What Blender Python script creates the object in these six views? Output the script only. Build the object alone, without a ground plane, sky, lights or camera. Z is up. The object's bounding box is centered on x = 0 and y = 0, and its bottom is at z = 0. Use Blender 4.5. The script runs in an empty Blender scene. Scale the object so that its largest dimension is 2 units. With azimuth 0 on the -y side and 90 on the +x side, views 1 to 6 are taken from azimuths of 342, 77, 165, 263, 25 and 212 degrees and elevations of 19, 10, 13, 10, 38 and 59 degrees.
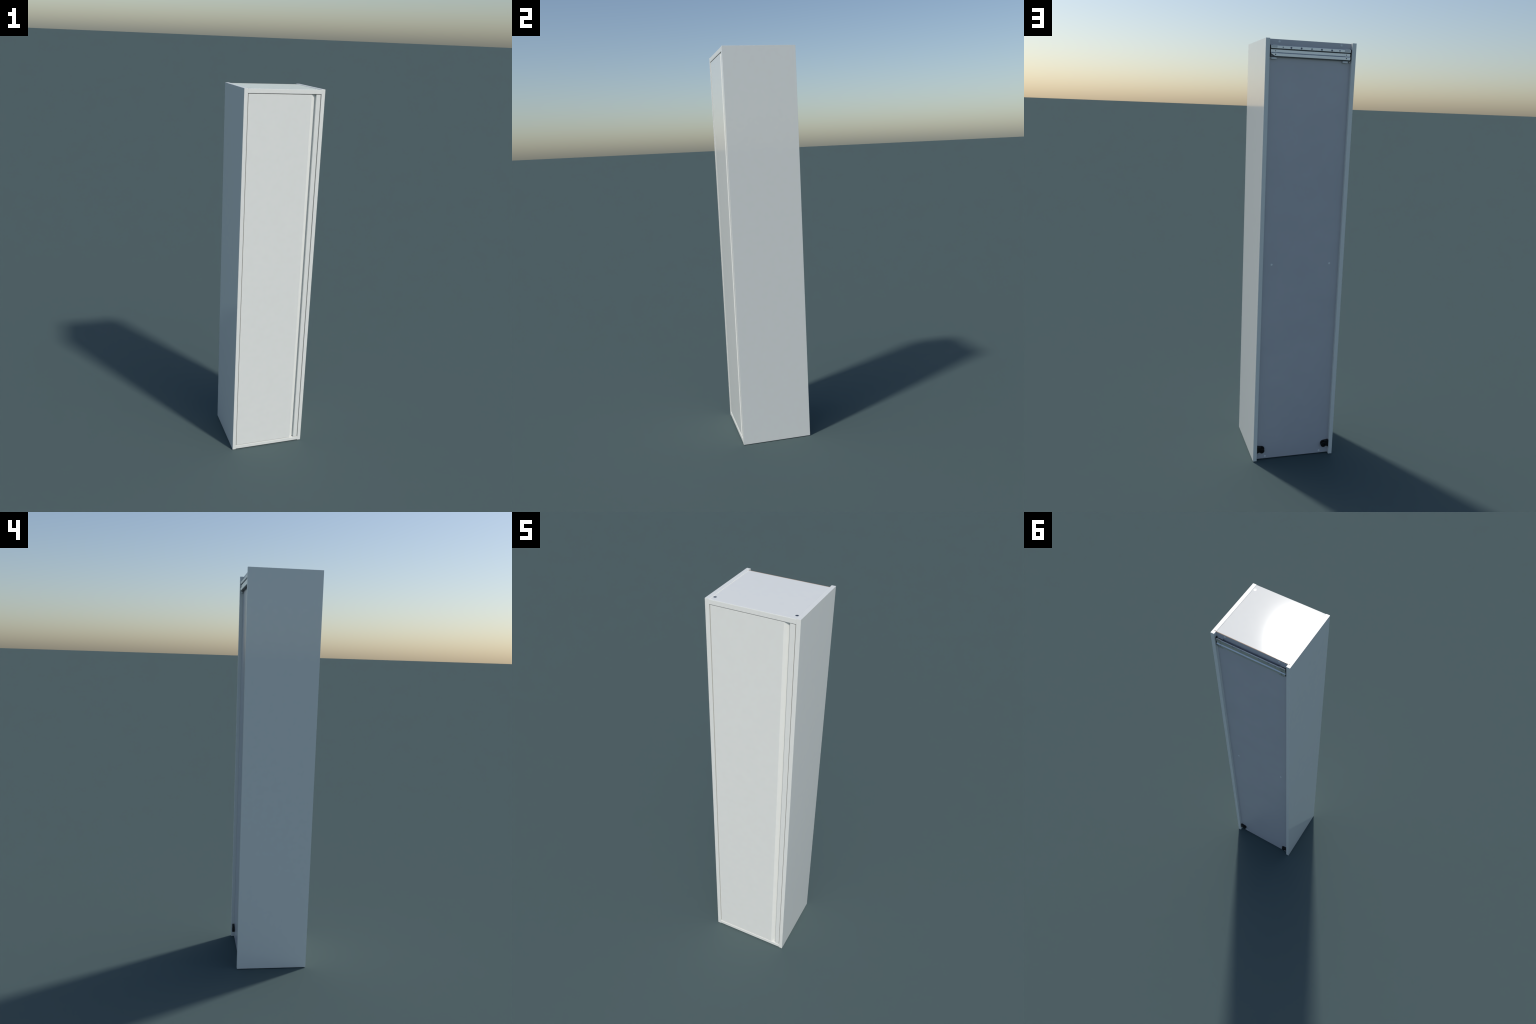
# Tall narrow white cabinet with a one-piece door (routed finger-pull groove),
# recessed hardboard back, steel hanging rail and black corner clips at the rear.
import bpy, bmesh, math
from mathutils import Vector, Matrix

# ------------------------------------------------------------------ sizes (metres)
HX, HY, H = 0.2054, 0.1797, 2.0      # half width, half depth, height
SIDE_IN = 0.1868                     # inner face of the side panels
BACK_F, BACK_R = 0.1594, 0.1626      # front and rear face of the back panel
GROOVE_X = 0.1962                    # depth of the groove holding the back panel
TOP_LO, TOP_HI = 1.9774, 1.9984      # top board
BOT_LO, BOT_HI = 0.0028, 0.0225      # bottom board
DOOR_X, DOOR_LO, DOOR_HI = 0.1836, 0.0255, 1.9747
DOOR_Y = -HY + 0.0020                # door face sits a touch behind the carcass
DOOR_T = 0.0190
PULL_A, PULL_B = 0.1360, 0.1612      # finger-pull groove: where the slope starts and the wall ends
PULL_V, PULL_D = 0.1570, 0.0125      # bottom of the groove


# ------------------------------------------------------------------ materials
def principled(name):
    m = bpy.data.materials.new(name)
    m.use_nodes = True
    return m, m.node_tree, m.node_tree.nodes["Principled BSDF"]


def grain_material(name, colour, roughness, metallic=0.0, vary=0.02, scale=30.0,
                   stretch=(1, 1, 1), bump=0.0, rough_vary=0.0, specular=0.5):
    """Plain colour with faint procedural grain in tone, gloss and relief."""
    m, nt, b = principled(name)
    tc = nt.nodes.new("ShaderNodeTexCoord")
    mp = nt.nodes.new("ShaderNodeMapping")
    mp.inputs["Scale"].default_value = stretch
    nz = nt.nodes.new("ShaderNodeTexNoise")
    nz.inputs["Scale"].default_value = scale
    nz.inputs["Detail"].default_value = 4
    nt.links.new(tc.outputs["Object"], mp.inputs["Vector"])
    nt.links.new(mp.outputs["Vector"], nz.inputs["Vector"])
    cr = nt.nodes.new("ShaderNodeValToRGB")
    cr.color_ramp.elements[0].position = 0.3
    cr.color_ramp.elements[1].position = 0.7
    cr.color_ramp.elements[0].color = tuple(c * (1 - vary) for c in colour) + (1,)
    cr.color_ramp.elements[1].color = tuple(min(1, c * (1 + vary)) for c in colour) + (1,)
    nt.links.new(nz.outputs["Fac"], cr.inputs["Fac"])
    nt.links.new(cr.outputs["Color"], b.inputs["Base Color"])
    b.inputs["Roughness"].default_value = roughness
    b.inputs["Metallic"].default_value = metallic
    b.inputs["Specular IOR Level"].default_value = specular
    if rough_vary:
        mr = nt.nodes.new("ShaderNodeMapRange")
        mr.inputs["To Min"].default_value = roughness - rough_vary
        mr.inputs["To Max"].default_value = roughness + rough_vary
        nt.links.new(nz.outputs["Fac"], mr.inputs["Value"])
        nt.links.new(mr.outputs["Result"], b.inputs["Roughness"])
    if bump:
        bp = nt.nodes.new("ShaderNodeBump")
        bp.inputs["Strength"].default_value = bump
        bp.inputs["Distance"].default_value = 0.001
        nt.links.new(nz.outputs["Fac"], bp.inputs["Height"])
        nt.links.new(bp.outputs["Normal"], b.inputs["Normal"])
    return m


WHITE = (0.868, 0.872, 0.822)
mat_side = grain_material("white_foil_panel", WHITE, 0.055, vary=0.006)
mat_edge = grain_material("white_edge_band", WHITE, 0.30, vary=0.006)
mat_top = grain_material("white_foil_board", WHITE, 0.058, vary=0.006)
mat_door = grain_material("white_painted_door", WHITE, 0.055, vary=0.008)
mat_back = grain_material("grey_white_back_foil", (0.59, 0.585, 0.612), 0.28, vary=0.02, scale=9)
mat_fibre = grain_material("raw_hardboard_edge", (0.45, 0.30, 0.19), 0.8, vary=0.25, scale=400)
mat_steel = grain_material("galvanised_steel", (0.78, 0.79, 0.78), 0.34, metallic=1.0,
                           vary=0.08, scale=60, stretch=(0.15, 1, 1), rough_vary=0.04)
mat_tab = grain_material("dull_zinc_tab", (0.56, 0.58, 0.59), 0.42, metallic=1.0,
                         vary=0.06, scale=60)
mat_slot_shadow = grain_material("painted_slot_shadow", (0.10, 0.11, 0.11), 0.5, vary=0.1)
mat_zinc = grain_material("zinc_fitting", (0.34, 0.34, 0.35), 0.3, metallic=1.0, vary=0.05)
mat_black = grain_material("black_plastic", (0.006, 0.006, 0.007), 0.38, vary=0.1, scale=200)
mat_cap = grain_material("pale_plastic_cap", (0.86, 0.87, 0.86), 0.4, vary=0.02)


# ------------------------------------------------------------------ geometry helpers
def to_object(name, bm, mats, parent, smooth_angle=math.radians(14)):
    bmesh.ops.recalc_face_normals(bm, faces=bm.faces)
    me = bpy.data.meshes.new(name)
    bm.to_mesh(me)
    bm.free()
    for m in mats:
        me.materials.append(m)
    ob = bpy.data.objects.new(name, me)
    bpy.context.scene.collection.objects.link(ob)
    ob.parent = parent
    me.shade_smooth()
    me.set_sharp_from_angle(angle=smooth_angle)
    return ob


def prism(outline, axis, lo, hi):
    """Closed outline (2D points) extruded along an axis. x: (y,z)  y: (x,z)  z: (x,y)"""
    bm = bmesh.new()

    def put(p, t):
        return {"x": (t, p[0], p[1]), "y": (p[0], t, p[1]), "z": (p[0], p[1], t)}[axis]
    a = [bm.verts.new(put(p, lo)) for p in outline]
    b = [bm.verts.new(put(p, hi)) for p in outline]
    n = len(outline)
    bm.faces.new(a)
    bm.faces.new(b)
    for i in range(n):
        bm.faces.new((a[i], a[(i + 1) % n], b[(i + 1) % n], b[i]))
    bmesh.ops.recalc_face_normals(bm, faces=bm.faces)
    return bm


def box(x0, x1, y0, y1, z0, z1):
    return prism([(x0, y0), (x1, y0), (x1, y1), (x0, y1)], "z", z0, z1)


def chamfer(bm, width, pick=lambda e: True, segments=2):
    edges = [e for e in bm.edges if len(e.link_faces) == 2
             and e.calc_face_angle(0) > math.radians(25) and pick(e)]
    bmesh.ops.bevel(bm, geom=edges, offset=width, segments=segments, profile=0.6,
                    affect="EDGES", clamp_overlap=True)
    return bm


def cylinder(radius, axis, lo, hi, centre, segments=32):
    pts = [(centre[0] + radius * math.cos(2 * math.pi * i / segments),
            centre[1] + radius * math.sin(2 * math.pi * i / segments)) for i in range(segments)]
    return prism(pts, axis, lo, hi)


def join(bms):
    out = bmesh.new()
    for b in bms:
        me = bpy.data.meshes.new("tmp")
        b.to_mesh(me)
        out.from_mesh(me)
        bpy.data.meshes.remove(me)
        b.free()
    return out


def cut(ob, cutters):
    """Subtract closed meshes from an object and bake the result."""
    me = bpy.data.meshes.new("cutter")
    bm = join(cutters)
    bmesh.ops.recalc_face_normals(bm, faces=bm.faces)
    bm.to_mesh(me)
    bm.free()
    co = bpy.data.objects.new("cutter", me)
    bpy.context.scene.collection.objects.link(co)
    mod = ob.modifiers.new("holes", "BOOLEAN")
    mod.operation = "DIFFERENCE"
    mod.solver = "EXACT"
    mod.use_self = True
    mod.object = co
    bpy.context.view_layer.update()
    new = bpy.data.meshes.new_from_object(ob.evaluated_get(bpy.context.evaluated_depsgraph_get()))
    old = ob.data
    ob.modifiers.clear()
    ob.data = new
    new.name = ob.name
    bpy.data.meshes.remove(old)
    bpy.data.objects.remove(co)
    bpy.data.meshes.remove(me)
    new.shade_smooth()
    new.set_sharp_from_angle(angle=math.radians(14))


def sheet(points, thickness):
    """Folded sheet section: a polyline given a thickness towards its right side."""
    pts = [Vector(p) for p in points]
    inner = []
    for i, p in enumerate(pts):
        t0 = (p - pts[i - 1]).normalized() if i else (pts[1] - p).normalized()
        t1 = (pts[i + 1] - p).normalized() if i < len(pts) - 1 else t0
        n0, n1 = Vector((t0.y, -t0.x)), Vector((t1.y, -t1.x))
        n = (n0 + n1).normalized()
        inner.append(p + n * thickness / max(0.4, n.dot(n0)))
    return [tuple(p) for p in pts] + [tuple(p) for p in reversed(inner)]


# ------------------------------------------------------------------ cabinet
cabinet = bpy.data.objects.new("tall_cabinet", None)
bpy.context.scene.collection.objects.link(cabinet)
cabinet["label"] = "tall narrow white cabinet with one flush door and steel rear rail"
cabinet["category"] = "cabinet"

# --- side panels: grooved near the rear for the back panel
for s in (-1, 1):
    outline = [(s * SIDE_IN, -HY), (s * HX, -HY), (s * HX, HY), (s * SIDE_IN, HY),
               (s * SIDE_IN, BACK_R + 0.0002), (s * GROOVE_X, BACK_R + 0.0002),
               (s * GROOVE_X, BACK_F - 0.0002), (s * SIDE_IN, BACK_F - 0.0002)]
    bm = prism(outline, "z", 0.0, H)
    chamfer(bm, 0.0006, lambda e: all(abs(abs(v.co.y) - HY) < 1e-5 for v in e.verts)
            or all(abs(abs(v.co.x) - HX) < 1e-5 for v in e.verts))
    for f in bm.faces:
        f.material_index = 0 if abs(f.normal.x) > 0.7 else 1
    to_object("side_panel", bm, [mat_side, mat_edge], cabinet)

# --- top and bottom boards between the sides
def board(name, lo, hi):
    bm = box(-SIDE_IN, SIDE_IN, -HY, BACK_F - 0.0001, lo, hi)
    chamfer(bm, 0.0013, lambda e: all(abs(v.co.y + HY) < 1e-5 for v in e.verts)
            and abs(e.verts[0].co.x - e.verts[1].co.x) > 0.1)
    for f in bm.faces:
        f.material_index = 0 if abs(f.normal.z) > 0.9 else 1
    return to_object(name, bm, [mat_top, mat_edge], cabinet)


top = board("top_panel", TOP_LO, TOP_HI)
bottom = board("bottom_panel", BOT_LO, BOT_HI)

# cam fittings let into the top board near its front corners
FIT_X, FIT_Y, FIT_R = 0.1763, -0.1490, 0.0070
cut(top, [cylinder(FIT_R + 0.0002, "z", TOP_HI - 0.010, TOP_HI + 0.01, (s * FIT_X, FIT_Y)) for s in (-1, 1)])
for s, turn in ((-1, 60), (1, -20)):
    bm = cylinder(FIT_R, "z", -0.009, -0.0003, (0, 0))
    chamfer(bm, 0.0005)
    ob = to_object("cam_fitting", bm, [mat_zinc], top)
    r = math.radians(turn)
    slots = []
    for a in (0, 90):
        b = box(-0.0036, 0.0036, -0.0007, 0.0007, -0.0030, 0.001)
        bmesh.ops.rotate(b, verts=b.verts, matrix=Matrix.Rotation(r + math.radians(a), 3, "Z"))
        slots.append(b)
    cut(ob, slots)
    ob.location = (s * FIT_X, FIT_Y, TOP_HI)

# --- shelf fixed at mid height (the rear screws at this level go into it)
bm = box(-SIDE_IN, SIDE_IN, -0.150, BACK_F - 0.0001, 0.9905, 1.0095)
to_object("shelf", bm, [mat_top], cabinet)

# --- door: one slab, finger-pull groove routed over the full height
yb = DOOR_Y + DOOR_T
profile = [(-DOOR_X, DOOR_Y), (PULL_A, DOOR_Y), (PULL_V, DOOR_Y + PULL_D), (PULL_B, DOOR_Y + PULL_D + 0.0010),
           (PULL_B, DOOR_Y), (DOOR_X, DOOR_Y), (DOOR_X, yb), (-DOOR_X, yb)]
bm = prism(profile, "z", DOOR_LO, DOOR_HI)
chamfer(bm, 0.0006, lambda e: all(abs(v.co.y - DOOR_Y) < 1e-5 for v in e.verts)
        and not all(abs(v.co.x - PULL_A) < 1e-5 for v in e.verts))
to_object("door", bm, [mat_door], cabinet)

# --- back panel: foil-faced hardboard, raw brown edges
bm = box(-GROOVE_X + 0.0003, GROOVE_X - 0.0003, BACK_F, BACK_R, 0.0024, TOP_HI)
for f in bm.faces:
    f.material_index = 0 if abs(f.normal.y) > 0.9 else 1
back = to_object("back_panel", bm, [mat_back, mat_fibre], cabinet)

# screw caps in three rows
def dome(radius, height, rings=5, segments=24):
    bm = bmesh.new()
    loops = []
    for i in range(rings):
        a = 0.5 * math.pi * i / rings
        loops.append([bm.verts.new((radius * math.cos(a) * math.cos(2 * math.pi * k / segments),
                                    height * math.sin(a),
                                    radius * math.cos(a) * math.sin(2 * math.pi * k / segments)))
                      for k in range(segments)])
    tip = bm.verts.new((0, height, 0))
    for i in range(rings - 1):
        for k in range(segments):
            j = (k + 1) % segments
            bm.faces.new((loops[i][k], loops[i][j], loops[i + 1][j], loops[i + 1][k]))
    for k in range(segments):
        bm.faces.new((loops[-1][k], loops[-1][(k + 1) % segments], tip))
    bm.faces.new(loops[0])
    return bm


first = to_object("screw_cap", dome(0.0053, 0.0017), [mat_cap], back, math.radians(40))
spots = [(sx * 0.1412, z) for z in (0.0135, 1.0000, 1.9880) for sx in (-1, 1)]
first.location = (spots[0][0], BACK_R, spots[0][1])
for x, z in spots[1:]:
    c = first.copy()
    bpy.context.scene.collection.objects.link(c)
    c.location = (x, BACK_R, z)

# --- hanging rail: folded steel strip across the top of the back recess
upper = [(0.1740, 1.9718), (0.1766, 1.9718), (0.1778, 1.9706), (0.1778, 1.9597), (0.1730, 1.9590)]
lower = [(0.1700, 1.9545), (0.1740, 1.9545), (0.1740, 1.9437), (0.1778, 1.9393), (0.1778, 1.9280),
         (0.1750, 1.9272)]
bm = join([prism(sheet(line, 0.0011), "x", -0.1803, 0.1803) for line in (upper, lower)])
rail = to_object("hanging_rail", bm, [mat_steel], cabinet)
# rail shade modelled as dark strips: in the slot and under the lower steel
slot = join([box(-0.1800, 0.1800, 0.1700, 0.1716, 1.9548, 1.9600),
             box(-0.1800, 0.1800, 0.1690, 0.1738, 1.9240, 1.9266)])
to_object("slot_shadow_strip", slot, [mat_slot_shadow], rail)
holes = [cylinder(0.0042, "y", 0.170, 0.182, (x, 1.9647)) for x in (0.0914, 0.0456, -0.0468, -0.0936)]
holes += [cylinder(0.0032, "y", 0.170, 0.182, (x, 1.9647)) for x in (-0.0014, -0.1300)]
holes += [cylinder(0.0026, "y", 0.170, 0.182, (x, 1.9647)) for x in (0.1280,)]
holes += [cylinder(0.0025, "y", 0.170, 0.182, (x, z)) for x in (0.1603, -0.1622) for z in (1.9487, 1.9340)]
# one lower corner of the strip is cropped
holes.append(prism([(0.185, 1.9372), (0.179, 1.9372), (0.1655, 1.9290), (0.158, 1.9268), (0.158, 1.920), (0.185, 1.920)],
                   "y", 0.170, 0.182))
cut(rail, holes)

# rail ends: mounting blocks against the back, hooked tabs and face plates
for s in (-1, 1):
    def sx(a, b):
        return (min(s * a, s * b), max(s * a, s * b))
    blk = box(*sx(0.1510, 0.1795), BACK_R, 0.1680, 1.9440, 1.9735)
    chamfer(blk, 0.0006)
    to_object("rail_bracket", blk, [mat_steel], rail)
    crevice = box(*sx(0.1806, 0.1862), BACK_R, 0.1730, 1.9255, 1.9735)  # black box drawn for the crevice shadow between rail end and side panel
    chamfer(crevice, 0.0016)
    to_object("crevice_shadow_block", crevice, [mat_black], rail)
    tab = box(*sx(0.1532, 0.1768), 0.1735, 0.1786, 1.9622, 1.9742)
    chamfer(tab, 0.0006)
    to_object("hook_tab", tab, [mat_tab], rail)
    ear = box(*sx(0.1496, 0.1524), 0.1660, 0.1752, 1.9705, 1.9742)
    chamfer(ear, 0.0004)
    to_object("spring_ear", ear, [mat_tab], rail)
    a, b = (0.1505, 0.1687) if s > 0 else (0.1543, 0.1790)
    pl = box(*sx(a, b), 0.1730, 0.1747, 1.9425, 1.9547)
    chamfer(pl, 0.0003)
    ob = to_object("face_plate", pl, [mat_steel], rail)
    hx = 0.1603 if s > 0 else 0.1622
    cut(ob, [cylinder(0.0022, "y", 0.170, 0.182, (s * hx, 1.9488))])
    a, b = (0.1534, 0.1780) if s > 0 else (0.1470, 0.1715)
    foot = box(*sx(a, b), 0.1640, 0.1722, 1.9148, 1.9228)
    chamfer(foot, 0.0004)
    to_object("bracket_foot", foot, [mat_tab], rail)
    bolt = cylinder(0.0040, "y", BACK_R, 0.1690, (s * 0.1815, 1.9190), 6)
    chamfer(bolt, 0.0006)
    to_object("hex_bolt", bolt, [mat_zinc], rail)

# --- black corner clips low on the back, fixed to the side panels
for s in (-1, 1):
    # thin plate lying on the back, with a round nose
    d = [(0.0, 0.0750), (0.006, 0.0748)]
    for i in range(12):
        a = math.radians(95 - i * 15)
        d.append((0.0245 + 0.0162 * math.cos(a), 0.0562 + 0.0162 * math.sin(a)))
    d += [(0.0170, 0.0420), (0.0110, 0.0416), (0.0060, 0.0402), (0.0025, 0.0380), (0.0, 0.0355)]
    plate = prism([(s * (SIDE_IN - p), z) for p, z in d], "y", BACK_R, 0.1675)
    chamfer(plate, 0.0010, lambda e: all(abs(v.co.y - 0.1675) < 1e-5 for v in e.verts))
    # thicker block towards the side panel
    d = [(0.0, 0.0744), (0.006, 0.0742), (0.0180, 0.0730), (0.0235, 0.0690), (0.0255, 0.0600), (0.0230, 0.0470),
         (0.0170, 0.0424), (0.0110, 0.0420), (0.0060, 0.0406), (0.0025, 0.0384), (0.0, 0.0362)]
    block = prism([(s * (SIDE_IN - p), z) for p, z in d], "y", BACK_R + 0.001, 0.1752)
    chamfer(block, 0.0012, lambda e: all(abs(v.co.y - 0.1752) < 1e-5 for v in e.verts))
    clip = to_object("corner_clip", join([plate, block]), [mat_black], cabinet)
    bm = cylinder(0.0128, "y", BACK_R, 0.1768, (s * (SIDE_IN - 0.0262), 0.0505))
    chamfer(bm, 0.0010)
    knob = to_object("clip_screw", bm, [mat_black], clip)
    cx, cz = s * (SIDE_IN - 0.0262), 0.0505
    ring = [cylinder(0.0075, "y", 0.1752, 0.180, (cx, cz))]
    cut(knob, ring)
    bm = join([cylinder(0.0050, "y", 0.1740, 0.1764, (cx, cz))])
    chamfer(bm, 0.0006)
    hub = to_object("screw_head", bm, [mat_black], clip)
    cut(hub, [box(cx - 0.0035, cx + 0.0035, 0.1755, 0.18, cz - 0.0006, cz + 0.0006),
              box(cx - 0.0006, cx + 0.0006, 0.1755, 0.18, cz - 0.0035, cz + 0.0035)])
